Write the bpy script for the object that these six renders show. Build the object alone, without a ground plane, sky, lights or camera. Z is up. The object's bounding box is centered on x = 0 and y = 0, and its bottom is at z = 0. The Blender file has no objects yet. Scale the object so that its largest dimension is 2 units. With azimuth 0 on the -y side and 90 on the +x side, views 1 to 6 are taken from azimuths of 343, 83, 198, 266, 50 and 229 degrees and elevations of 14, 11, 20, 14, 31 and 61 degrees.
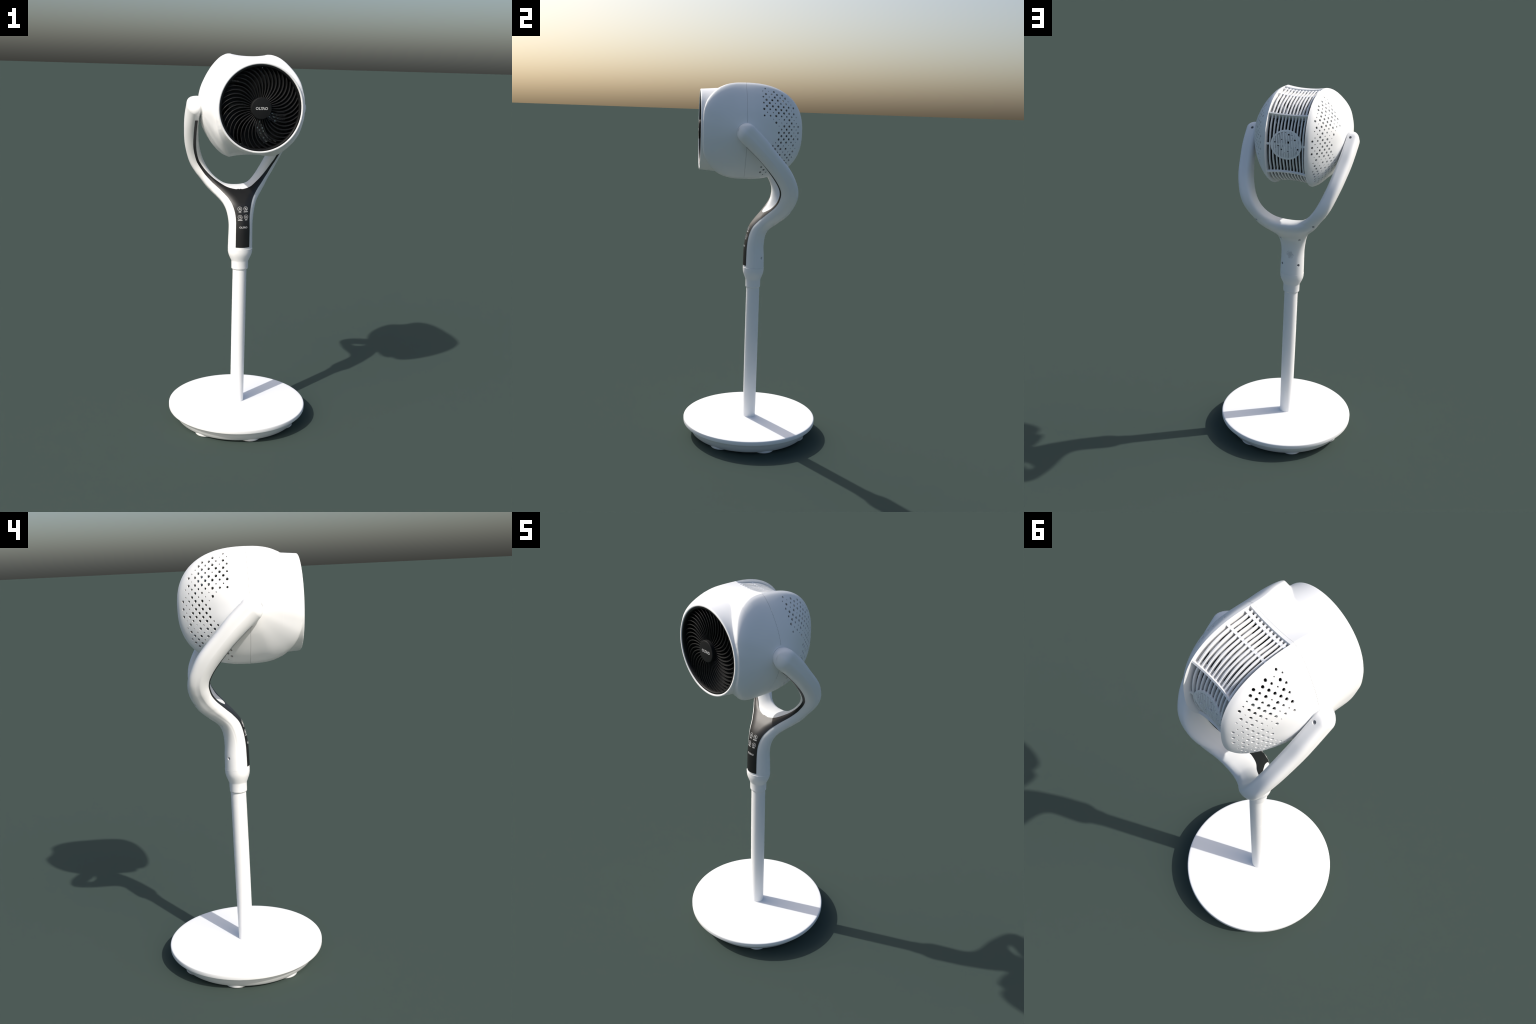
# Pedestal air-circulator fan: round base, pole, Y-shaped yoke, puck-shaped head with round outlet.
import bpy, bmesh, math, random
import numpy as np
from mathutils import Vector, Matrix
from mathutils.bvhtree import BVHTree
from mathutils.geometry import delaunay_2d_cdt

rng = random.Random(7)
AX_Z = 1.745          # height of the head axis
AX_Y = -0.080         # y of the pivot axis / shell seam

# ------------------------------------------------------------------ materials
def plastic(name, col, rough, spec=0.5, grain=0.0, var=0.02, coat=0.0):
    m = bpy.data.materials.new(name); m.use_nodes = True
    nt = m.node_tree; bsdf = nt.nodes["Principled BSDF"]
    tc = nt.nodes.new("ShaderNodeTexCoord")
    n = nt.nodes.new("ShaderNodeTexNoise"); n.inputs["Scale"].default_value = 9.0
    n.inputs["Detail"].default_value = 3.0
    nt.links.new(tc.outputs["Object"], n.inputs["Vector"])
    r = nt.nodes.new("ShaderNodeValToRGB")
    r.color_ramp.elements[0].position = 0.3; r.color_ramp.elements[1].position = 0.7
    r.color_ramp.elements[0].color = tuple(c * (1 - var) for c in col) + (1,)
    r.color_ramp.elements[1].color = tuple(min(1, c * (1 + var)) for c in col) + (1,)
    nt.links.new(n.outputs["Fac"], r.inputs["Fac"])
    nt.links.new(r.outputs["Color"], bsdf.inputs["Base Color"])
    bsdf.inputs["Roughness"].default_value = rough
    bsdf.inputs["Specular IOR Level"].default_value = spec
    bsdf.inputs["Coat Weight"].default_value = coat
    if grain > 0:
        g = nt.nodes.new("ShaderNodeTexNoise"); g.inputs["Scale"].default_value = 900.0
        nt.links.new(tc.outputs["Object"], g.inputs["Vector"])
        b = nt.nodes.new("ShaderNodeBump"); b.inputs["Strength"].default_value = grain
        b.inputs["Distance"].default_value = 0.0005
        nt.links.new(g.outputs["Fac"], b.inputs["Height"])
        nt.links.new(b.outputs["Normal"], bsdf.inputs["Normal"])
    return m

WHITE = plastic("white_plastic", (0.955, 0.955, 0.95), 0.45, 0.4, 0.0, 0.006)
FILTER = plastic("filter_fleece", (0.86, 0.86, 0.85), 0.8, 0.2, 0.2, 0.05)
BLACK = plastic("black_plastic", (0.0065, 0.0068, 0.0072), 0.48, 0.28, 0.05, 0.1)
SATIN = plastic("satin_black_cap", (0.0095, 0.0100, 0.0105), 0.6, 0.22, 0.05, 0.05)
PANEL = plastic("black_glossy_panel", (0.010, 0.010, 0.0105), 0.45, 0.55, 0.0, 0.05)
ROTOR = plastic("dark_rotor_plastic", (0.050, 0.054, 0.060), 0.35, 0.5, 0.05, 0.1)
DUCT = plastic("dark_duct", (0.010, 0.010, 0.011), 0.6, 0.3, 0.0, 0.1)
PRINT = plastic("pale_print", (0.62, 0.62, 0.62), 0.6, 0.2, 0.0, 0.02)
STEEL = plastic("grey_screw", (0.22, 0.23, 0.25), 0.5, 0.4, 0.0, 0.1)

# ------------------------------------------------------------------ helpers
ROOT = bpy.data.objects.new("pedestal_fan", None)
bpy.context.scene.collection.objects.link(ROOT)
ROOT["label"] = "white standing air circulator fan on round base"
ROOT["category"] = "pedestal fan"

def link(ob, parent=None):
    bpy.context.scene.collection.objects.link(ob)
    ob.parent = parent if parent is not None else ROOT
    return ob

def mesh_obj(name, verts, faces, mat, parent=None, smooth=True, angle=None, kind=None):
    me = bpy.data.meshes.new(name)
    me.from_pydata([tuple(map(float, v)) for v in verts], [], [tuple(int(i) for i in f) for f in faces])
    me.materials.append(mat)
    finish(me, smooth, angle)
    ob = bpy.data.objects.new(name, me)
    if kind: ob["kind"] = kind
    return link(ob, parent)

def finish(me, smooth=True, angle=None):
    bm = bmesh.new(); bm.from_mesh(me)
    bmesh.ops.remove_doubles(bm, verts=bm.verts, dist=1e-6)
    bmesh.ops.recalc_face_normals(bm, faces=bm.faces)
    for f in bm.faces: f.smooth = smooth
    if angle is not None:
        a = math.radians(angle)
        for e in bm.edges:
            if len(e.link_faces) == 2: e.smooth = e.calc_face_angle(0) < a
    bm.to_mesh(me); bm.free(); me.update()

def grid_faces(nr, nc, wrap=False, flip=False, base=0):
    out = []
    for i in range(nr - 1):
        for j in range(nc if wrap else nc - 1):
            k = (j + 1) % nc
            f = (base + i*nc + j, base + i*nc + k, base + (i+1)*nc + k, base + (i+1)*nc + j)
            out.append(f[::-1] if flip else f)
    return out

def lathe(profile, n=96, axis="z", sx=1.0, sy=1.0, cap=True, center=(0, 0, 0)):
    """profile: list of (h, r). sx/sy squash the circle."""
    V, F = [], []
    for h, r in profile:
        for k in range(n):
            a = 2*math.pi*k/n
            u, w = r*math.cos(a)*sx, r*math.sin(a)*sy
            p = (u, w, h) if axis == "z" else (u, h, w)
            V.append((p[0]+center[0], p[1]+center[1], p[2]+center[2]))
    F = grid_faces(len(profile), n, wrap=True)
    if cap:
        F.append(tuple(range(n))); F.append(tuple(range((len(profile)-1)*n, len(profile)*n)))
    return V, F

def spline(pts, n):
    """Catmull-Rom through control points, resampled evenly in control-chord length."""
    P = np.array(pts, float)
    d = np.concatenate([[0], np.cumsum(np.maximum(np.linalg.norm(np.diff(P, axis=0), axis=1), 1e-9))])
    t = np.linspace(0, d[-1], n) if np.isscalar(n) else np.asarray(n)*d[-1]
    m = np.zeros_like(P)
    m[1:-1] = (P[2:] - P[:-2]) / (d[2:] - d[:-2])[:, None]
    m[0] = (P[1]-P[0])/(d[1]-d[0]); m[-1] = (P[-1]-P[-2])/(d[-1]-d[-2])
    i = np.clip(np.searchsorted(d, t, side="right")-1, 0, len(P)-2)
    h = (d[i+1]-d[i])[:, None]; s = ((t-d[i])/(d[i+1]-d[i]))[:, None]
    return ((2*s**3-3*s**2+1)*P[i] + (s**3-2*s**2+s)*h*m[i] + (-2*s**3+3*s**2)*P[i+1] + (s**3-s**2)*h*m[i+1])

def tube_prism(path, width, thick, up, closed=False):
    """Flat ribbon prism following a 2D path given as 3D points; up = thickness direction."""
    V, F = [], []
    n = len(path); up = np.array(up, float)
    P = np.array(path, float)
    for i in range(n):
        a = P[(i-1) % n] if (closed or i > 0) else P[i]
        b = P[(i+1) % n] if (closed or i < n-1) else P[i]
        t = b - a; t /= np.linalg.norm(t)
        s = np.cross(t, up); s /= np.linalg.norm(s)
        k = 1.0
        if (closed or 0 < i < n-1):
            t1 = P[i]-a; t1 /= np.linalg.norm(t1)
            k = 1/max(0.5, abs(float(np.dot(np.cross(t1, up), s))))
        for q in (-1, 1):
            for w in (0, 1):
                V.append(P[i] + s*q*width/2*k + up*w*thick)
    def idx(i, q, w): return 4*(i % n) + 2*q + w
    for i in range(n if closed else n-1):
        j = i+1
        F += [(idx(i,0,1), idx(i,1,1), idx(j,1,1), idx(j,0,1)), (idx(i,0,0), idx(j,0,0), idx(j,1,0), idx(i,1,0)),
              (idx(i,0,0), idx(i,0,1), idx(j,0,1), idx(j,0,0)), (idx(i,1,0), idx(j,1,0), idx(j,1,1), idx(i,1,1))]
    if not closed:
        F += [(0, 1, 3, 2), (4*n-4, 4*n-2, 4*n-1, 4*n-3)]
    return V, F

class Bag:
    """collects several pieces into one mesh"""
    def __init__(s): s.V, s.F = [], []
    def add(s, VF):
        o = len(s.V); s.V += [tuple(v) for v in VF[0]]; s.F += [tuple(o+i for i in f) for f in VF[1]]
    def obj(s, name, mat, parent=None, **k): return mesh_obj(name, s.V, s.F, mat, parent, **k)

# ------------------------------------------------------------------ base, feet, pole, collar
RB = 0.3825
base_prof = [(0.006, 0.0), (0.006, 0.318), (0.009, 0.328), (0.016, 0.336), (0.045, 0.352), (0.0675, 0.361),
             (0.0678, 0.362), (0.0682, 0.379), (0.0695, 0.3815), (0.072, RB), (0.088, RB), (0.0910, 0.3815), (0.0928, 0.3795), (0.0936, 0.376), (0.0940, 0.37), (0.0942, 0.35), (0.0945, 0.2), (0.0945, 0.0)]
V, F = lathe(base_prof, 192, cap=False)
base = mesh_obj("base", V, F, WHITE, angle=42)
foot_mesh = None
for k in range(7):
    a = math.radians(-90.6 + k*360/7)
    if foot_mesh is None:
        V, F = lathe([(0.0, 0.030), (0.0, 0.0570), (0.0030, 0.0596), (0.009, 0.0602), (0.022, 0.0602)], 48)
        ob = mesh_obj("foot", V, F, WHITE, base, angle=40); foot_mesh = ob
    else:
        ob = foot_mesh.copy(); link(ob, base)
    ob.location = (0.2738*math.cos(a), 0.2738*math.sin(a), 0)

V, F = lathe([(0.090, 0.0364), (0.20, 0.0369), (0.32, 0.0374), (0.45, 0.0379), (0.55, 0.0381), (0.6200, 0.0382), (0.6200, 0.0380), (0.8050, 0.0379), (0.8050, 0.0377), (0.90, 0.0377)], 96, sy=0.985)
pole = mesh_obj("pole", V, F, WHITE, angle=20)

collar_prof = [(0.8695, .038, .0372), (0.8695, .0435, .0398), (0.8715, .0452, .0412), (0.876, .0455, .0415), (0.9125, .0460, .0423), (0.9155, .0468, .0430), (0.922, .0500, .0452),
               (0.935, .0563, .0505), (0.9475, .0618, .0552), (0.958, .0648, .0578), (0.969, .0664, .0590), (0.9840, .0668, .0592), (0.9844, .0660, .0585), (0.9844, .02, .02)]
V, F = [], []
NC = 96
for h, rx, ry in collar_prof:
    for k in range(NC):
        a = 2*math.pi*k/NC; V.append((rx*math.cos(a), ry*math.sin(a)-0.0008, h))
F = grid_faces(len(collar_prof), NC, wrap=True)
mesh_obj("collar", V, F, WHITE, angle=40)

# ------------------------------------------------------------------ yoke
# stations: front-edge and back-edge points (y, z) of the side view
FRONT = [(-.0598,.985), (-.0595,1.05), (-.0575,1.104), (-.0476,1.163), (-.031,1.217), (0.000,1.258), (.043,1.300), (.075,1.332), (.101,1.374), (.109,1.42), (.092,1.468), (.049,1.53), (-.003,1.592), (-.054,1.642), (-.083-.0365,1.738-.0370)]
BACK = [(.058,.985), (.0560,1.05), (.0535,1.107), (.0600,1.165), (.080,1.204), (.118,1.238), (.158,1.280), (.186,1.325), (.204,1.375), (.2075,1.422), (.194,1.478), (.152,1.556), (.070,1.652), (.0216,1.709), (-.083+.0365,1.738+.0370)]
NS = 120
fz = spline(FRONT, np.linspace(0, 1, NS)); 
# resample both by station index so they stay paired
def by_index(pts, u):
    P = np.array(pts, float); i = np.clip(np.floor(u).astype(int), 0, len(P)-2); s = (u-i)[:, None]
    g = lambda k: P[np.clip(k, 0, len(P)-1)]
    p0, p1, p2, p3 = g(i-1), g(i), g(i+1), g(i+2)
    return 0.5*((2*p1) + (-p0+p2)*s + (2*p0-5*p1+4*p2-p3)*s**2 + (-p0+3*p1-3*p2+p3)*s**3)
U = np.linspace(0, len(FRONT)-1, 400)
FS, BS = by_index(FRONT, U), by_index(BACK, U)
MID = (FS+BS)/2
ARC = np.concatenate([[0], np.cumsum(np.linalg.norm(np.diff(MID, axis=0), axis=1))])
MIDZ = MID[:, 1]
CAP_DIR = np.array([-.69, .72])/np.hypot(.69, .72); CAP_R = .052
ARC_END = ARC[-1]
def arc_of_z(zv): return float(np.interp(zv, MIDZ, ARC))
def station(a, v=0.0):
    """a: arc length along mid line, v: 0 inner .. 1 outer side -> (mid, half chord vector front-mid)
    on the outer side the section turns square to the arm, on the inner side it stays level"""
    if a <= ARC_END:
        u = np.interp(a, ARC, U)
        sh = 0.0
        f = by_index(FRONT, np.array([u+sh]))[0]; b = by_index(BACK, np.array([u-sh]))[0]
        return (f+b)/2, (f-b)/2
    tau = min(1.0, (a-ARC_END)/CAP_R)
    h = (FS[-1]-MID[-1])*math.sqrt(max(0, 1-tau*tau))
    return MID[-1]+CAP_DIR*CAP_R*tau, h
# rows: (inner x, inner mid-z, outer x, outer mid-z, roundness radius)
ROWS = [(0,.985,.0668,.985,.0668), (0,1.03,.0662,1.03,.0662), (0,1.075,.0652,1.075,.0652), (0,1.12,.0655,1.12,.0655), (0,1.164,.0710,1.164,.069), (0,1.20,.080,1.20,.072),
        (0,1.235,.0955,1.232,.072), (0,1.265,.1155,1.256,.068), (0,1.288,.130,1.271,.064), (0,1.301,.140,1.282,.060), (0,1.310,.148,1.291,.056), (0,1.3135,.152,1.295,.054),
        (.022,1.314,.158,1.302,.052), (.045,1.317,.166,1.312,.051), (.067,1.3235,.175,1.324,.050), (.088,1.3355,.186,1.339,.049), (.110,1.353,.200,1.357,.0465), (.135,1.380,.217,1.380,.0435),
        (.164,1.4225,.242,1.4225,.041), (.189,1.474,.263,1.474,.039), (.213,1.5425,.285,1.5425,.038), (.232,1.623,.303,1.623,.036), (.241,1.675,.310,1.675,.0345), (.246,1.725,.3135,1.725,.0335)]
R = np.array(ROWS, float)
for j in range(len(R)):
    R[j, 1] = arc_of_z(R[j, 1]); R[j, 3] = arc_of_z(R[j, 3])
ridx = len(R)-1
neck_end = 11
cap_rows = []
for tau in (0.0, 0.15, 0.3, 0.45, 0.6, 0.72, 0.82, 0.9, 0.95, 0.985, 1.0):
    xo = .3140 - .034*tau**2; xi = .249
    cap_rows.append((xi, ARC_END + CAP_R*tau, xo, ARC_END + CAP_R*tau, (xo-xi)/2))
def dens(A, per):
    out = [A[0]]
    for i in range(len(A)-1):
        for s in np.linspace(0, 1, per+1)[1:]:
            p0, p1, p2, p3 = A[max(i-1, 0)], A[i], A[i+1], A[min(i+2, len(A)-1)]
            out.append(0.5*((2*p1)+(-p0+p2)*s+(2*p0-5*p1+4*p2-p3)*s**2+(-p0+3*p1-3*p2+p3)*s**3))
    return np.array(out)
neck = dens(R[:neck_end+1], 6); neck[:, 0] = 0
arm = dens(np.vstack([R[neck_end:], cap_rows[:1]]), 8)[1:]
arm = np.vstack([arm, np.array(cap_rows[1:])])
ALL = np.vstack([neck, arm])
n_neck = len(neck)
inner_curve = ALL[n_neck-1:, 0:2]; outer_curve = ALL[:, 2:4]
def seg_dist(p, C):
    A, B = C[:-1], C[1:]; d = B-A
    t = np.clip(((p-A)*d).sum(1)/np.maximum((d*d).sum(1), 1e-12), 0, 1)
    return float(np.min(np.linalg.norm(A+d*t[:, None]-p, axis=1)))
NV = 30
vv = 0.5-0.5*np.cos(np.linspace(0, math.pi, NV))
nrows = len(ALL)
Pf = np.zeros((nrows, NV, 3)); Pb = np.zeros((nrows, NV, 3))
for i in range(nrows):
    xi, ai, xo, ao, rr = ALL[i]
    for j, v in enumerate(vv):
        x, a = xi+(xo-xi)*v, ai+(ao-ai)*v
        p = np.array([x, a])
        d_o, d_i = seg_dist(p, outer_curve), seg_dist(p, inner_curve)
        edge_o, edge_i = j == NV-1, (j == 0 and i >= n_neck-1)
        if edge_o: d_o = 0
        if edge_i: d_i = 0
        g = min(1, max(0, (i-25)/45)); g = g*g*(3-2*g)       # 0 in the neck, 1 in the arms
        r_o = rr*(1+0.15*g); r_i = rr*0.62
        def rnd(d, r, pw): return (1-(1-min(d, r)/r)**pw)**(1/pw)
        kf = rnd(d_o, r_o, 1.76)*rnd(d_i, r_i, 2.4)
        g2 = min(1, max(0, (i-n_neck-25)/30))
        kb = rnd(d_o, r_o, 2.0+1.4*g)*rnd(d_i, rr*(1.15-.50*g2), 2.1+1.2*g2)
        m, h = station(a, v)
        xs = x
        if edge_o or edge_i:   # tiny seam groove along the parting line
            mx = (xi+xo)/2 if i >= n_neck-1 else 0.0
            xs = x + (0.0011 if mx > x else -0.0011)
        f = m + h*kf; b = m - h*kb
        Pf[i, j] = (xs, f[0], f[1]); Pb[i, j] = (xs, b[0], b[1])
V, F = [], []
for sgn in (1, -1):
    for P in (Pf, Pb):
        base_i = len(V)
        W = P.reshape(-1, 3).copy(); W[:, 0] *= sgn
        V += [tuple(w) for w in W]
        F += grid_faces(nrows, NV, base=base_i)
yoke = mesh_obj("yoke", V, F, WHITE, angle=75)
# close the open underside of the neck
bm = bmesh.new(); bm.from_mesh(yoke.data)
bmesh.ops.remove_doubles(bm, verts=bm.verts, dist=2e-5)
bmesh.ops.dissolve_degenerate(bm, edges=bm.edges, dist=1e-6)
bmesh.ops.holes_fill(bm, edges=[e for e in bm.edges if len(e.link_faces) == 1], sides=0)
bmesh.ops.recalc_face_normals(bm, faces=bm.faces)
for f in bm.faces: f.smooth = True
for e in bm.edges:
    if len(e.link_faces) == 2: e.smooth = e.calc_face_angle(0) < math.radians(60)
bm.to_mesh(yoke.data); 
BVH = BVHTree.FromBMesh(bm); bm.free()

def hit(x, zv, front=True):
    o = Vector((x, -2 if front else 2, zv)); d = Vector((0, 1 if front else -1, 0))
    loc, nor, _, _ = BVH.ray_cast(o, d)
    if loc is None:
        loc, nor, _, _ = BVH.find_nearest(Vector((x, 0.05, zv)))
    if nor.y * (1 if front else -1) > 0: nor = -nor
    return loc, nor

# control panel inlay: Y-shaped sheet lying on the front of the yoke
IN = [(0,.9965),(0,1.08),(0,1.16),(0,1.22),(0,1.27),(0,1.2965),(.018,1.2975),(.036,1.3005),(.056,1.3055),(.076,1.3140),(.101,1.3295),(.127,1.3485),(.152,1.3715),(.176,1.3985),(.198,1.4285),(.215,1.458),(.235,1.52),(.249,1.60),(.259,1.669)]
OUT = [(.0375,.9965),(.0375,1.08),(.0380,1.16),(.049,1.215),(.066,1.252),(.081,1.271),(.091,1.282),(.102,1.294),(.113,1.305),(.126,1.317),(.141,1.332),(.157,1.350),(.174,1.370),(.190,1.393),(.209,1.422),(.225,1.452),(.249,1.52),(.2635,1.60),(.2735,1.669)]
ni = 110; uu = np.linspace(0, len(IN)-1, ni)
Ii, Oo = by_index(IN, uu), by_index(OUT, uu); Ii[uu <= 5, 0] = 0
NW = 12
V, F = [], []
bag = Bag()
for sgn in (1, -1):
    top, bot = [], []
    for i in range(ni):
        for j in range(NW):
            p = Ii[i] + (Oo[i]-Ii[i])*j/(NW-1)
            loc, nor = hit(sgn*max(p[0], 0.0), p[1])
            top.append(tuple(loc + nor*0.0011)); bot.append(tuple(loc - nor*0.002))
    bag.add((top, grid_faces(ni, NW)))
    ring = [j for j in range(NW)] + [i*NW+NW-1 for i in range(1, ni)] + [(ni-1)*NW+j for j in range(NW-2, -1, -1)] + [i*NW for i in range(ni-2, -1, -1) if uu[i] > 4.9]
    for k in range(len(ring)-1):
        a, b = ring[k], ring[k+1]
        o = len(bag.V); bag.V += [top[a], top[b], bot[b], bot[a]]; bag.F.append((o, o+1, o+2, o+3))
panel = bag.obj("control_panel", PANEL, angle=50)

# ---- print on panel and hub: strokes built as thin prisms, then laid on a surface
def arc2(cx, cz, r, a0, a1, n=20):
    return [(cx+r*math.cos(math.radians(a0+(a1-a0)*k/n)), cz+r*math.sin(math.radians(a0+(a1-a0)*k/n))) for k in range(n+1)]
def rounded_box(w, h, r, n=6):
    out = []
    for cx, cz, a in ((w/2-r, h/2-r, 0), (-w/2+r, h/2-r, 90), (-w/2+r, -h/2+r, 180), (w/2-r, -h/2+r, 270)):
        out += arc2(cx, cz, r, a, a+90, n)
    return out
def logo_strokes(width):
    """five letters with wide rounded O's: list of (points, closed, stroke)"""
    H = width*0.215; st = width*0.040
    lw = width*0.235; S = []
    h = H-st
    ring = rounded_box(lw-st, h, h*0.48)
    S.append(([(x-width/2+lw/2, y) for x, y in ring], True, st))
    x0 = -width/2+lw+width*.035
    S.append(([(x0+st/2, h/2+st/2), (x0+st/2, -h/2), (x0+width*.145, -h/2)], False, st))
    x1 = x0+width*.135
    S.append(([(x1, h/2), (x1+width*.185, h/2)], False, st)); S.append(([(x1+width*.0925, h/2), (x1+width*.0925, -h/2-st/2)], False, st))
    x2 = x1+width*.150
    S.append(([(x2, -h/2-st/2), (x2+width*.085, h/2), (x2+width*.105, h/2), (x2+width*.190, -h/2-st/2)], False, st))
    S.append(([(x2+width*.080, -h*.30), (x2+width*.110, -h*.30)], False, st))
    S.append(([(x+width/2-lw/2, y) for x, y in ring], True, st))
    return S
def lay(strokes, cx, cz, place, bag):
    for pts, closed, st in strokes:
        fine = []
        m = len(pts)
        for i in range(m if closed else m-1):
            a, b = pts[i], pts[(i+1) % m]
            k = max(1, int(math.hypot(b[0]-a[0], b[1]-a[1])/0.003))
            fine += [(a[0]+(b[0]-a[0])*q/k, a[1]+(b[1]-a[1])*q/k) for q in range(k)]
        if not closed: fine.append(pts[-1])
        V, F = tube_prism([(x+cx, 0, z_+cz) for x, z_ in fine], st, 1.0, (0, -1, 0), closed)
        W = []
        for v in V:
            loc, nor = place(v[0], v[2])
            W.append(tuple(loc + nor*(0.0017 if v[1] < -0.5 else 0.0008)))
        bag.add((W, F))
LOGO = logo_strokes(0.0425)
bag = Bag(); lay(LOGO, 0.0005, 1.1067, hit, bag)
bag.obj("logo_lettering", PRINT, panel, smooth=False)
st = 0.0013
def icon(kind):
    S = [(arc2(0, 0, .0108, 0, 342, 19), True, st)]
    if kind == 0:   # house-like glyph
        S += [([(-.0055,-.001),(0,.0045),(.0055,-.001)], False, st), ([(-.003,-.0005),(-.0045,-.0055)], False, st), ([(.003,0),(.0032,-.0055)], False, st), ([(-.001,.001),(.0005,-.003)], False, st)]
    if kind == 1:   # little fan with lines
        S += [(arc2(-.0025,.003,.0022,0,320,8), True, st*1.4), (arc2(.0035,-.0035,.0022,0,320,8), True, st*1.4), ([(-.0045,-.0045),(.004,.005)], False, st)]
    if kind == 2:   # clock with arrow
        S += [([(-.005,.004),(-.001,.003),(-.003,-.004)], False, st), (arc2(.0025,-.002,.0028,0,320,8), True, st), ([(.001,.005),(.005,.003)], False, st)]
    if kind == 3:   # power mark
        S += [(arc2(0,-.0008,.0042,125,415,14), False, st*1.2), ([(0,.0055),(0,-.0002)], False, st*1.2)]
    return S
def dashes(w):
    n = max(3, int(w/0.0042)); return [([(-w/2+w*(k+.08)/n, 0), (-w/2+w*(k+.92)/n, 0)], False, .0040) for k in range(n)]
for kind, cx, cz, w in ((0, -.0163, 1.2030, .0135), (1, .0155, 1.2035, .0235), (2, -.0163, 1.1605, .0235), (3, .0160, 1.1615, .0135)):
    bag = Bag(); lay(icon(kind), cx, cz, hit, bag); lay(dashes(w), cx, cz-.0152, hit, bag)
    bag.obj("button_icon", PRINT, panel, smooth=False)

# ---- screw recesses at the back of the yoke, and speaker dots
SCREWS = [(.273, 1.7678), (-.273, 1.7678), (.158, 1.324), (-.158, 1.324), (.0535, 1.200), (-.0535, 1.200), (.0470, 1.043), (-.0470, 1.043)]
cut_bag = Bag(); screw0 = None
for x, zv in SCREWS:
    loc, nor = hit(x, zv, False)
    nor = (nor*0.6 + Vector((0, 1, 0))*0.4).normalized()
    q = nor.to_track_quat("Z", "Y")
    V, F = lathe([(-.010, .0074), (.006, .0076)], 24)
    cut_bag.add(([tuple(q @ Vector(v) + loc) for v in V], F))
    if screw0 is None:
        V, F = lathe([(0, .0), (0, .0068), (.0014, .0066), (.0022, .0052), (.0022, .0018), (.0008, .0016), (.0008, 0)], 20, cap=False)
        screw0 = ob = mesh_obj("screw", V, F, STEEL, yoke, angle=35)
    else:
        ob = screw0.copy(); link(ob, yoke)
    ob.location = loc - nor*0.0085; ob.rotation_euler = q.to_euler()
k = 0
for ringi in range(6):
    cnt = [1, 6, 11, 15, 18, 20][ringi]
    for c in range(cnt):
        if ringi > 3 and rng.random() < .35: continue
        a = 2*math.pi*(c+ringi*.37)/cnt; r = .0042*ringi
        x, zv = r*math.cos(a), 1.106 + r*math.sin(a)
        loc, nor = hit(x, zv, False)
        q = nor.to_track_quat("Z", "Y")
        V, F = lathe([(-.006, .0016), (.003, .0016)], 8)
        cut_bag.add(([tuple(q @ Vector(v) + loc) for v in V], F))
cutter = cut_bag.obj("cutter", STEEL)
mod = yoke.modifiers.new("holes", "BOOLEAN"); mod.operation = "DIFFERENCE"; mod.object = cutter; mod.solver = "EXACT"
dg = bpy.context.evaluated_depsgraph_get()
nm = bpy.data.meshes.new_from_object(yoke.evaluated_get(dg))
yoke.modifiers.clear(); 
if len(nm.polygons) > 3000: yoke.data = nm
bpy.data.objects.remove(cutter)
bm = bmesh.new(); bm.from_mesh(yoke.data)
for f in bm.faces: f.smooth = True; f.material_index = 0
for e in bm.edges:
    if len(e.link_faces) == 2: e.smooth = e.calc_face_angle(0) < math.radians(50)
bm.to_mesh(yoke.data); bm.free()

# ------------------------------------------------------------------ head
LIP = 0.105; HB = 0.2548; A_BACK, P_BACK = 0.310, 2.42; A_FRONT, P_FRONT = 0.2335, 2.6
APEX = .250
def smooth_table(pts): 
    P = spline(pts, 300); return P[:, 0], P[:, 1]
XT_R, XT_X = smooth_table([(0, APEX), (.2, .2455), (.4, .2290), (.55, .2090), (.7, .1845), (.8, .1655), (.88, .1470), (.94, .131), (.975, .1190), (1.0, LIP)])
FT_R, FT_G = smooth_table([(0, 1), (.3, .89), (.53, .71), (.736, .53), (.86, .40), (.948, .215), (1.0, 0)])
LT_F, LT_L = smooth_table([(0, LIP), (.106, .121), (.268, .136), (.467, .155), (.66, .178), (.842, .201), (.946, .213), (1.0, .224)])
def lip_x(fwd): return np.interp(fwd, LT_F, LT_L)
def dome_x(rho, fwd=0.0):
    """half-width of the puck at superelliptic radius rho; fwd = 0 up/back, 1 straight ahead"""
    L = lip_x(fwd)
    gv = (np.interp(rho, XT_R, XT_X)-LIP)/(APEX-LIP)
    gf = np.interp(rho, FT_R, FT_G)
    b = np.asarray(fwd)**0.9
    return L + (APEX-L)*(gv*(1-b) + gf*b)
def rho_limit(x, L=LIP):
    t = np.clip(np.abs(x)/L, 0, 1); return 1 - .040*(1-t**2.2)
def back_pt(rho, th):
    c, s = math.cos(th), math.sin(th)
    C = math.copysign(abs(c)**(2/P_BACK), c); S = math.copysign(abs(s)**(2/P_BACK), s)
    return AX_Y + A_BACK*rho*C, AX_Z + HB*rho*S
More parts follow.
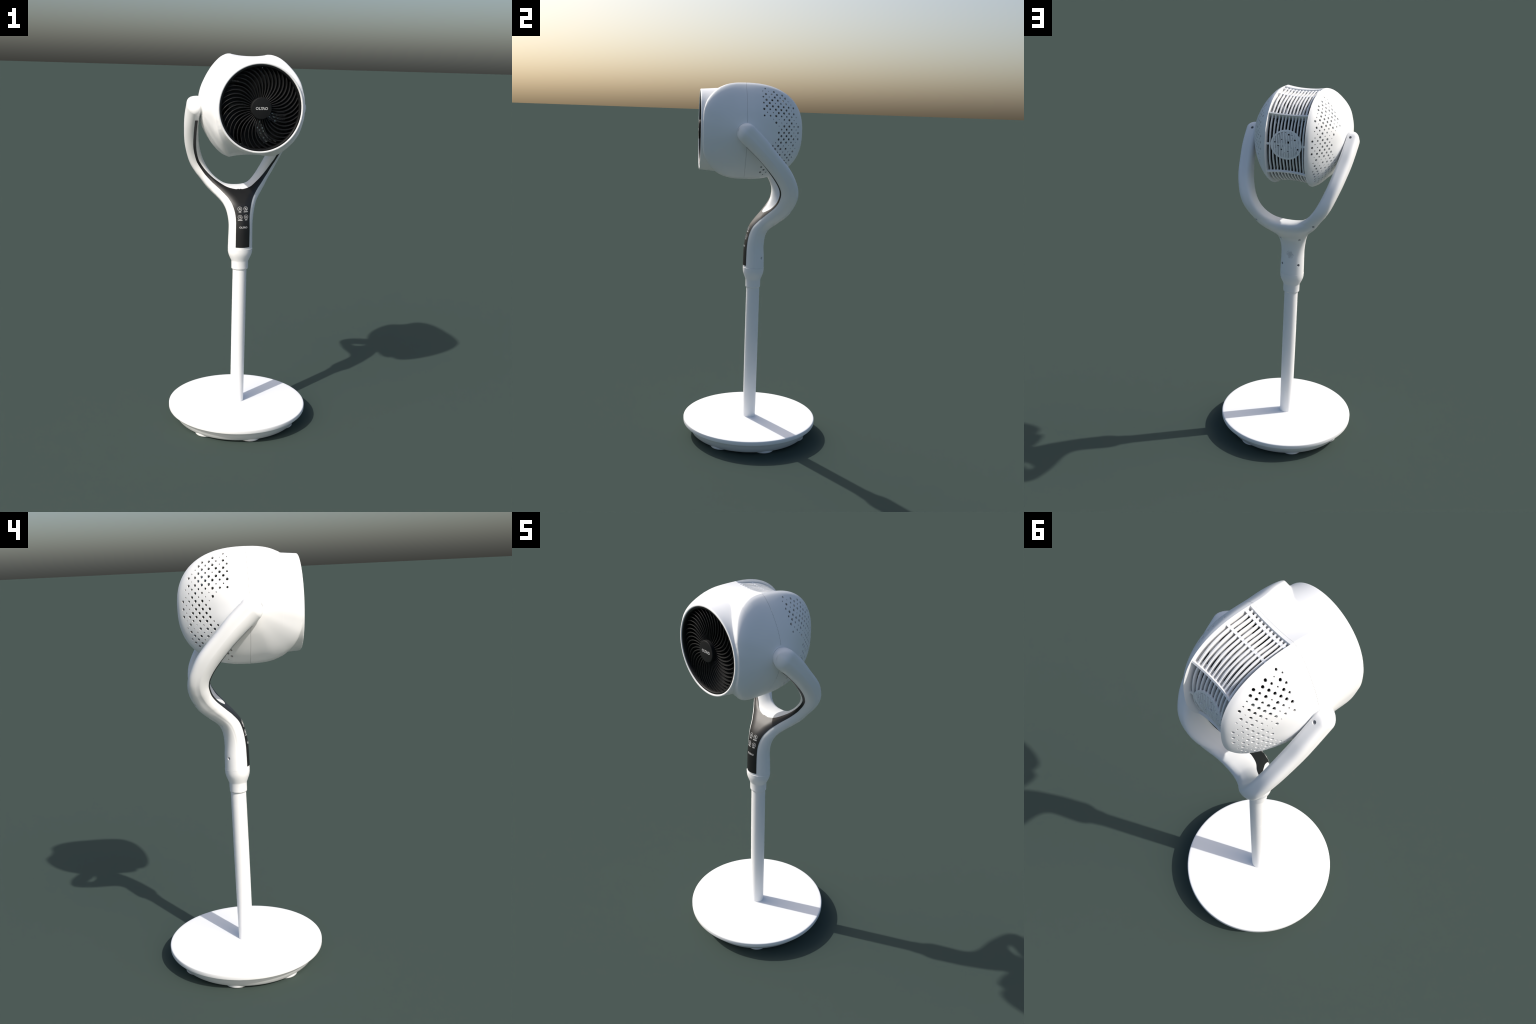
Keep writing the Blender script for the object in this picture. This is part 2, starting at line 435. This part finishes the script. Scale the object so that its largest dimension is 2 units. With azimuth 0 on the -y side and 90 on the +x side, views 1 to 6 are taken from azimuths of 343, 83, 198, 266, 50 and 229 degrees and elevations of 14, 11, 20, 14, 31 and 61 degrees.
# front shell: radial surface r(phi, y) about the head axis
def front_radius(phi, y):
    rs = np.linspace(0.15, 0.30, 601)
    x = np.abs(rs*math.cos(phi)); zz = np.abs(rs*math.sin(phi))
    qy = max(0.0, (AX_Y-y)/A_FRONT); qz = zz/HB
    rho = (qy**P_FRONT + qz**P_FRONT)**(1/P_FRONT)
    fw = qy**P_FRONT/(rho**P_FRONT+1e-9)
    sd = np.minimum((rho_limit(x, lip_x(fw))-rho)*0.24, dome_x(rho, fw)-x)
    k = np.nonzero(sd < 0)[0]
    k = max(1, k[0]) if len(k) else len(rs)-1
    lobe = rs[k-1] + (rs[1]-rs[0])*min(1, max(0, sd[k-1]/(sd[k-1]-sd[k]+1e-9)))
    w = min(1.0, max(0.0, (AX_Y-y)/0.238))
    cone = 0.2165 + (0.236-0.2165)*(1-w)
    kk = 0.0035
    h = max(0.0, kk-abs(lobe-cone))/kk
    return max(lobe, cone) + h*h*kk*0.25
NPH = 520
lip_a = math.atan2(HB, LIP)
ph = []
tt = np.linspace(0, 2*math.pi, NPH, endpoint=False)
dens_w = lambda a: 1 + 3.5*math.exp(-((abs(abs(((a+math.pi) % (2*math.pi))-math.pi)-math.pi/2)-(math.pi/2-lip_a))/0.10)**2)
cum = np.cumsum([dens_w(a) for a in tt]); cum = (cum-cum[0])/ (cum[-1]+dens_w(0)-cum[0])
PHI = np.interp(np.linspace(0, 1, NPH, endpoint=False), np.append(cum, 1), np.append(tt, 2*math.pi))
YS = list(np.linspace(-.0804, -.22, 26)) + list(np.linspace(-.2225, -.3125, 64))
rad = np.array([[front_radius(a, y) for a in PHI] for y in YS])
# light smoothing takes the grid steps out and rounds the crease
for _ in range(2):
    rad = (np.roll(rad, 1, 1) + 2*rad + np.roll(rad, -1, 1))/4
    mid = (rad[:-2]+2*rad[1:-1]+rad[2:])/4; rad[1:-1] = mid
V = []
rows = []
rows.append((-.0804, rad[0]-.003))
for y, r in zip(YS, rad): rows.append((y, r))
last = rad[-1]
for dy, dr in ((.0025, -.0003), (.0043, -.0011), (.0054, -.0026), (.0058, -.0046), (.0057, -.0072), (.0049, -.0092), (.0033, -.0102), (-.004, -.0106), (-.03, -.0110)):
    rows.append((YS[-1]-dy, np.minimum(last, .2172)+dr))
for y, r in rows:
    for a, q in zip(PHI, r): V.append((q*math.cos(a), y, AX_Z+q*math.sin(a)))
front_shell = mesh_obj("front_shell", V, grid_faces(len(rows), NPH, wrap=True), WHITE, angle=50)

# back side shells: domes with real perforations
rr_ = np.linspace(0, 1, 400)
arcl = np.concatenate([[0], np.cumsum(np.hypot(np.diff(rr_)*0.28, np.diff(dome_x(rr_))))]); arcl /= arcl[-1]
def e_to_rho(e): return float(np.interp(e, arcl, rr_))
def flat_to_param(p, q):
    C, S = max(p, 0)/A_BACK, q/HB
    e = (abs(C)**P_BACK + abs(S)**P_BACK)**(1/P_BACK)
    return e, C, S
def flat_to_3d(p, q, off=0.0):
    e, C, S = flat_to_param(p, q)
    rho = e_to_rho(min(e, 1.0)); k = rho/max(e, 1e-6)
    return np.array([float(dome_x(rho)), AX_Y + A_BACK*C*k, AX_Z + HB*S*k])
def flat_normal(p, q):
    h = 0.0015
    # keep samples inside the outline
    e, C, S = flat_to_param(p, q); s = min(1.0, 0.985/max(e, 1e-6)); p, q = p*s, q*s
    a = flat_to_3d(p+h, q)-flat_to_3d(max(p-h, 0), q); b = flat_to_3d(p, q+h)-flat_to_3d(p, q-h)
    n = np.cross(a, b); n /= np.linalg.norm(n)
    return n if n[0] > 0 else -n
# hole lattice: square lattice turned 45 degrees on the flattened dome
holes = []
a0 = 0.0158
for i in range(-2, 24):
    for j in range(-22, 23):
        if (i+j) % 2: continue
        p, q = 0.006 + i*a0*0.93, j*a0*0.98
        if p < 0.0: continue
        P3 = flat_to_3d(p, q); yy, zz = P3[1], P3[2]-AX_Z
        e, C, S = flat_to_param(p, q)
        if yy < -0.006: continue
        rho = e_to_rho(min(e, 1))
        if e > 1 or rho > 0.925: continue
        ang = math.degrees(math.atan2(zz, yy+.08))
        if abs(ang) < 34 and math.hypot(yy+.08, zz) < 0.150 + .015*math.cos(math.radians(ang*3)): continue
        if math.hypot(yy+.08, zz) < 0.105: continue
        u = rng.random()
        r = 0.0058 if u < .52 else (0.0046 if u < .70 else (0.0033 if u < .88 else 0.0025))
        holes.append((p, q, r))
def build_side():
    pts, cons = [], []
    P0 = 0.0004
    # outline (ring at e = 1) and the straight seam edge
    nout = 150
    out = []
    for k in range(nout+1):
        th = -math.pi/2 + math.pi*k/nout
        c, s = max(0, math.cos(th)), math.sin(th)
        out.append((max(P0, A_BACK*c**(2/P_BACK)), HB*math.copysign(abs(s)**(2/P_BACK), s)))
    seam = [(P0, q) for q in np.linspace(HB, -HB, 60)[1:-1]]
    border = out + seam
    pts += border; nb = len(border)
    cons += [(i, (i+1) % nb) for i in range(nb)]
    hole_loops = []
    for (p, q, r) in holes:
        o = len(pts)
        nseg = 10 if r > .004 else 7
        # circle on the surface: shrink radially in flat space by local stretch
        jit = rng.uniform(0, .6)
        for k in range(nseg):
            a = jit + 2*math.pi*k/nseg; pts.append((p+r*math.cos(a), q+r*math.sin(a)))
        cons += [(o+k, o+(k+1) % nseg) for k in range(nseg)]
        hole_loops.append((o, nseg))
    for e in [0.03] + list(np.arange(.07, .95, .028)) + [.955, .966, .975, .983, .990, .9955]:
        m = max(6, int(math.pi*e*0.28/0.0085))
        for k in range(m+1):
            th = -math.pi/2 + math.pi*k/m
            c, s = max(0, math.cos(th)), math.sin(th)
            p, q = e*A_BACK*c**(2/P_BACK), e*HB*math.copysign(abs(s)**(2/P_BACK), s)
            if p < P0 + .004: continue
            if any((p-hp)**2+(q-hq)**2 < (hr+.0022)**2 for hp, hq, hr in holes): continue
            pts.append((p, q))
    res = delaunay_2d_cdt([Vector(p) for p in pts], cons, [], 0, 1e-7)
    vs, fs = res[0], res[2]
    hp = np.array(holes)
    F = []
    for f in fs:
        c = sum((vs[i] for i in f), Vector((0, 0)))/len(f)
        d2 = (hp[:, 0]-c.x)**2 + (hp[:, 1]-c.y)**2 - (hp[:, 2]*0.96)**2
        if d2.min() < 0: continue
        F.append(tuple(f))
    V3 = [flat_to_3d(v.x, v.y) for v in vs]
    N3 = [flat_normal(v.x, v.y) for v in vs]
    FN = [[tuple(N3[i]) for i in f] for f in F]
    # hole walls
    T = 0.007
    for (o, ns) in hole_loops:
        ids = [o+k for k in range(ns)]
        b = len(V3)
        cn = np.mean([N3[i] for i in ids], axis=0)
        for i in ids: V3.append(V3[i]-cn*T)
        cen = np.mean([V3[i] for i in ids], axis=0)
        for k in range(ns):
            k2 = (k+1) % ns
            F.append((ids[k], ids[k2], b+k2, b+k))
            w = [cen-V3[ids[k]], cen-V3[ids[k2]], cen-V3[ids[k2]], cen-V3[ids[k]]]
            FN.append([tuple(v/np.linalg.norm(v)) for v in w])
    # rim turned inwards beside the grille (flat wall at the lip)
    b = len(V3)
    for k in range(nout+1):
        th = -math.pi/2 + math.pi*k/nout
        for r_ in (1.0, .985, .86):
            y, zz = back_pt(r_, th); V3.append(np.array([LIP - (0.0 if r_ == 1 else .0012), y, zz]))
    for k in range(nout):
        for m in range(2):
            F.append((b+3*k+m, b+3*k+m+1, b+3*k+m+4, b+3*k+m+3)); FN.append([(-1, 0, 0)]*4)
    return V3, F, FN
V3, F, FN = build_side()
def side_mesh(sgn):
    me = bpy.data.meshes.new("side_shell")
    W = [(v[0]*sgn, v[1], v[2]) for v in V3]
    FF, NN = [], []
    for f, n in zip(F, FN):
        a, b_, c = (np.array(W[f[0]]), np.array(W[f[1]]), np.array(W[f[2]]))
        g = np.cross(b_-a, c-a); nn = [(q[0]*sgn, q[1], q[2]) for q in n]
        if np.dot(g, nn[0]) < 0: f = f[::-1]; nn = nn[::-1]
        FF.append(f); NN += nn
    me.from_pydata([tuple(map(float, w)) for w in W], [], [tuple(map(int, f)) for f in FF])
    me.materials.append(WHITE)
    for p in me.polygons: p.use_smooth = True
    me.update()
    if len(me.loops) == len(NN): me.normals_split_custom_set([tuple(map(float, n)) for n in NN])
    return me
for sgn in (1, -1):
    link(bpy.data.objects.new("side_shell", side_mesh(sgn)))

# bridges over the band between seam and grille opening (top and bottom)
GY0 = -.0665
for s in (1, -1):
    V, nx = [], 31
    for y, drop in ((-.0796, .003), (-.0796, 0), (-.072, 0), (GY0, 0), (GY0, .022)):
        q = max(0, (y-AX_Y))/A_BACK
        zc = HB*(1-q**P_BACK)**(1/P_BACK)
        for x in np.linspace(-LIP, LIP, nx):
            V.append((x, y, AX_Z + s*(zc*float(rho_limit(x))-drop)))
    mesh_obj("grille_bridge", V, grid_faces(5, nx), WHITE, angle=40)

# ------------------------------------------------------------------ rear grille
TH0 = math.radians(89.0)
def theta_for_y(y, rho=0.97):
    c = (y-AX_Y)/(A_BACK*rho); return math.acos(min(1, max(0, c))**(P_BACK/2))
def band_pt(x, th, drop):
    rho = float(rho_limit(x)); y, zz = back_pt(rho, th)
    y2, z2 = back_pt(rho*0.9, th)
    n = np.array([y-y2, zz-z2])
    # approximate outward normal from gradient of the superellipse
    C, S = (y-AX_Y)/A_BACK, (zz-AX_Z)/HB
    g = np.array([abs(C)**(P_BACK-1)/A_BACK, math.copysign(abs(S)**(P_BACK-1), S)/HB]); g /= np.linalg.norm(g)
    return np.array([x, y-g[0]*drop, zz-g[1]*drop])
th_top = theta_for_y(GY0-.006)
TH_BAR = math.asin((0.152/HB/.965)**(P_BACK/2))
def recess(t):
    """ribs lie almost flush above and below, and step back between the two wide bars"""
    k = min(1, max(0, (TH_BAR+.01-abs(t))/.06)); e = min(1, max(0, (th_top-abs(t))/.15))
    return .004 + .007*e + .010*k*k*(3-2*k)
# rear_grille frame = cross bars, ribs are its children
bars = Bag()
def cross_bar(th, half_deg, depth, out=0.006):
    V = []
    nx = 23
    for dth, drop in ((-1, out), (1, out), (1, out+depth), (-1, out+depth)):
        for x in np.linspace(-LIP-.001, LIP+.001, nx): V.append(band_pt(x, th+dth*half_deg, drop + recess(th) - .004))
    # close ring
    F = []
    for r in range(4):
        for i in range(nx-1):
            F.append((r*nx+i, r*nx+i+1, ((r+1) % 4)*nx+i+1, ((r+1) % 4)*nx+i))
    bars.add((V, F))
for s in (1, -1):
    cross_bar(s*theta_for_y(-.050), .014, .006)
    cross_bar(s*theta_for_y(.030), .016, .006)
    zt = s*0.152/HB/.965
    cross_bar(s*math.asin(abs(zt)**(P_BACK/2)), .016, .050 if s > 0 else .012, -.004)
cross_bar(0.0, .010, .006)
grille = bars.obj("rear_grille", WHITE, angle=40)
NR = 11
nth = 110
for i in range(NR):
    x = (i-(NR-1)/2)*0.0176
    V = []
    for t in np.linspace(-th_top, th_top, nth):
        wob = 0.0006*math.sin(t*9+i*1.7)
        for dx, drop in ((-.0034, .0010), (-.0026, 0), (.0026, 0), (.0034, .0010), (.0030, .013), (-.0030, .013)):
            p = band_pt(x, t, drop + recess(t)); V.append((p[0]+dx+wob, p[1], p[2]))
    Fr = grid_faces(nth, 6, wrap=True) + [tuple(range(6)), tuple(range((nth-1)*6, nth*6))]
    mesh_obj("grille_rib", V, Fr, WHITE, grille, angle=40)

# round rear badge: ring plus short slats with gaps
badge = Bag(); BR = 0.0815
def badge_pt(x, zz, drop):
    S = zz/HB/float(rho_limit(x)); th = math.copysign(math.asin(min(1, abs(S))**(P_BACK/2)), S)
    return band_pt(x, th, drop + recess(th)-.001)
def badge_prism(poly_rows, top=-.0012, bot=.006):
    V = []; n = len(poly_rows[0])
    for r in poly_rows:
        for (x, zz) in r: V.append(badge_pt(x, zz, top))
    o = len(V)
    for r in poly_rows:
        for (x, zz) in r: V.append(badge_pt(x, zz, bot))
    m = len(poly_rows)
    F = grid_faces(m, n) + grid_faces(m, n, flip=True, base=o)
    for i in range(m-1):
        F += [(i*n, (i+1)*n, o+(i+1)*n, o+i*n), (i*n+n-1, o+i*n+n-1, o+(i+1)*n+n-1, (i+1)*n+n-1)]
    for j in range(n-1):
        F += [(j, o+j, o+j+1, j+1), ((m-1)*n+j, (m-1)*n+j+1, o+(m-1)*n+j+1, o+(m-1)*n+j)]
    badge.add((V, F))
ringpts = [[(r*math.cos(a), r*math.sin(a)) for a in np.linspace(0, 2*math.pi, 81)] for r in (BR-.009, BR)]
badge_prism(ringpts)
sx = 0.0088
for i in range(-8, 9):
    x = i*sx
    if abs(x) > BR-.010: continue
    h = math.sqrt((BR-.006)**2 - x*x)
    zc = -h
    while zc < h:
        L = rng.uniform(.018, .060); z1 = min(h, zc+L)
        gw = .0040 if rng.random() < .45 else .0030
        badge_prism([[(x+dx, zz) for zz in np.linspace(zc, z1, max(2, int((z1-zc)/.006)))] for dx in (-gw, gw)], top=-.0004, bot=.006)
        zc = z1 + rng.uniform(.0, .012)
badge.obj("rear_badge", WHITE, grille, smooth=False)

# pleated fleece strips and the dark drum behind the ribs
def drum(rho, th_max, name, mat, half=LIP):
    V = []; n = 80
    for x in (-half, half):
        for t in np.linspace(-th_max, th_max, n):
            y, zz = back_pt(rho, t); V.append((x, y, zz))
    return mesh_obj(name, V, grid_faces(2, n), mat)
drum(0.80, math.radians(76), "inner_drum", DUCT)
strips = Bag()
for i in range(11):
    x = -LIP+.012 + i*(2*LIP-.024)/10
    ph0, am = rng.uniform(0, 6), rng.uniform(.001, .004)
    t0 = math.radians(20) + rng.uniform(0, .25); t1 = math.radians(88) - rng.uniform(0, .3)
    V = []; n = 90
    for t in np.linspace(t0, t1, n):
        wx = am*math.sin(t*(6+i % 5)+ph0) + .0015*math.sin(t*23+ph0*2)
        hw = .0022 + .0016*math.sin(t*(11+i % 3)+ph0*3)
        r1 = .845 + .015*math.sin(t*7+ph0)
        for dx, r_ in ((-hw, r1-.004), (0, r1), (hw, r1-.004), (0, r1-.05)):
            y, zz = back_pt(r_, t); V.append((x+wx+dx, y, zz))
    strips.add((V, grid_faces(n, 4, wrap=True)))
strips.obj("filter_pleats", FILTER, grille, kind="stuff")

# ------------------------------------------------------------------ outlet: guard, hub, rotor
R_IN = 0.2085
guard_prof = [(-.270, .2062), (-.312, .2066), (-.3142, .2062), (-.3150, .2048), (-.3146, .1985), (-.3125, .1966), (-.300, .1957), (-.270, .1952)]
V, F = lathe(guard_prof, 192, axis="y", cap=False, center=(0, 0, AX_Z))
guard = mesh_obj("guard_ring", V, F + [], BLACK, angle=45)
NB = 42
V = []; n = 30
for t in np.linspace(0, 1, n):
    r = .043 + (.1975-.043)*t
    ang = math.radians(-16*t + 40*t*t)
    yf = -.3050 - .0045*math.sin(math.pi*t*.9) + .004*t
    hw = .0020 + .0016*t
    tilt = .0095*min(1.0, 0.25+t)
    for side, yy, off in ((-1, yf+.0012, 0), (0, yf, 0), (1, yf+.0012, 0), (1, yf+.021, tilt), (-1, yf+.021, tilt)):
        c, s = math.cos(ang), math.sin(ang)
        V.append((r*c - s*(side*hw+off), yy, r*s + c*(side*hw+off)))
Fb = grid_faces(n, 5, wrap=True) + [tuple(range(5)), tuple(range((n-1)*5, n*5))]
blade0 = mesh_obj("guard_vane", V, Fb, BLACK, guard, angle=40)
blade0.location = (0, 0, AX_Z)
for k in range(1, NB):
    ob = blade0.copy(); link(ob, guard); ob.location = (0, 0, AX_Z); ob.rotation_euler = (0, 2*math.pi*k/NB, 0)
V, F = lathe([(-.285, .0505), (-.3185, .0518), (-.3215, .0514), (-.3228, .0500), (-.3232, .0480), (-.3232, 0)], 96, axis="y", cap=False, center=(0, 0, AX_Z))
hub = mesh_obj("guard_hub", V, F, SATIN, guard, angle=50)
bag = Bag(); lay(logo_strokes(0.0605), 0.0008, AX_Z, lambda x, zz: (Vector((x, -.3232, zz)), Vector((0, -0.4, 0))), bag)
bag.obj("hub_lettering", PRINT, guard, smooth=False)
# duct tube around the rotor
V, F = lathe([(-.30, .2035), (-.20, .2035), (-.115, .2035), (-.115, .2065), (-.30, .2065)], 128, axis="y", cap=False, center=(0, 0, AX_Z))
mesh_obj("air_duct", V, F, DUCT, angle=40)
V, F = lathe([(-.262, .0), (-.262, .045), (-.255, .055), (-.17, .060), (-.05, .075), (0.02, .075), (.02, 0)], 64, axis="y", cap=False, center=(0, 0, AX_Z))
rotor = mesh_obj("rotor", V, F, ROTOR, angle=40)
NBL = 7
V = []; nt_, nw_ = 16, 10
for side in (0, 1):
    for i in range(nt_):
        t = i/(nt_-1); r = .055 + .140*t
        for j in range(nw_):
            w = j/(nw_-1)-.5
            ang = w*(.62+.12*t) + .35*t
            y = -.250 + w*(.060-.015*t) + .010*(w*w) + (0.0022 if side else 0)
            V.append((r*math.cos(ang), y, r*math.sin(ang)))
o = nt_*nw_
Fb = grid_faces(nt_, nw_) + grid_faces(nt_, nw_, flip=True, base=o)
edge = [j for j in range(nw_)] + [i*nw_+nw_-1 for i in range(1, nt_)] + [(nt_-1)*nw_+j for j in range(nw_-2, -1, -1)] + [i*nw_ for i in range(nt_-2, 0, -1)]
for k in range(len(edge)):
    a, b = edge[k], edge[(k+1) % len(edge)]; Fb.append((a, b, b+o, a+o))
rb = mesh_obj("rotor_blade", V, Fb, ROTOR, rotor, angle=50); rb.location = (0, 0, AX_Z)
for k in range(1, NBL):
    ob = rb.copy(); link(ob, rotor); ob.location = (0, 0, AX_Z); ob.rotation_euler = (0, 2*math.pi*k/NBL+.2, 0)

# ------------------------------------------------------------------ pivots between yoke and head
pv0 = None
for s in (1, -1):
    V, F = [], []
    prof = [(.215, .049), (.246, .049), (.2485, .048), (.2490, .0465), (.2475, .0455), (.2475, .044), (.275, .043)]
    for h, r in prof:
        for k in range(64):
            a = 2*math.pi*k/64; V.append((s*h, -.088+r*math.cos(a), 1.744+r*math.sin(a)))
    mesh_obj("pivot_joint", V, grid_faces(len(prof), 64, wrap=True), WHITE, angle=40)
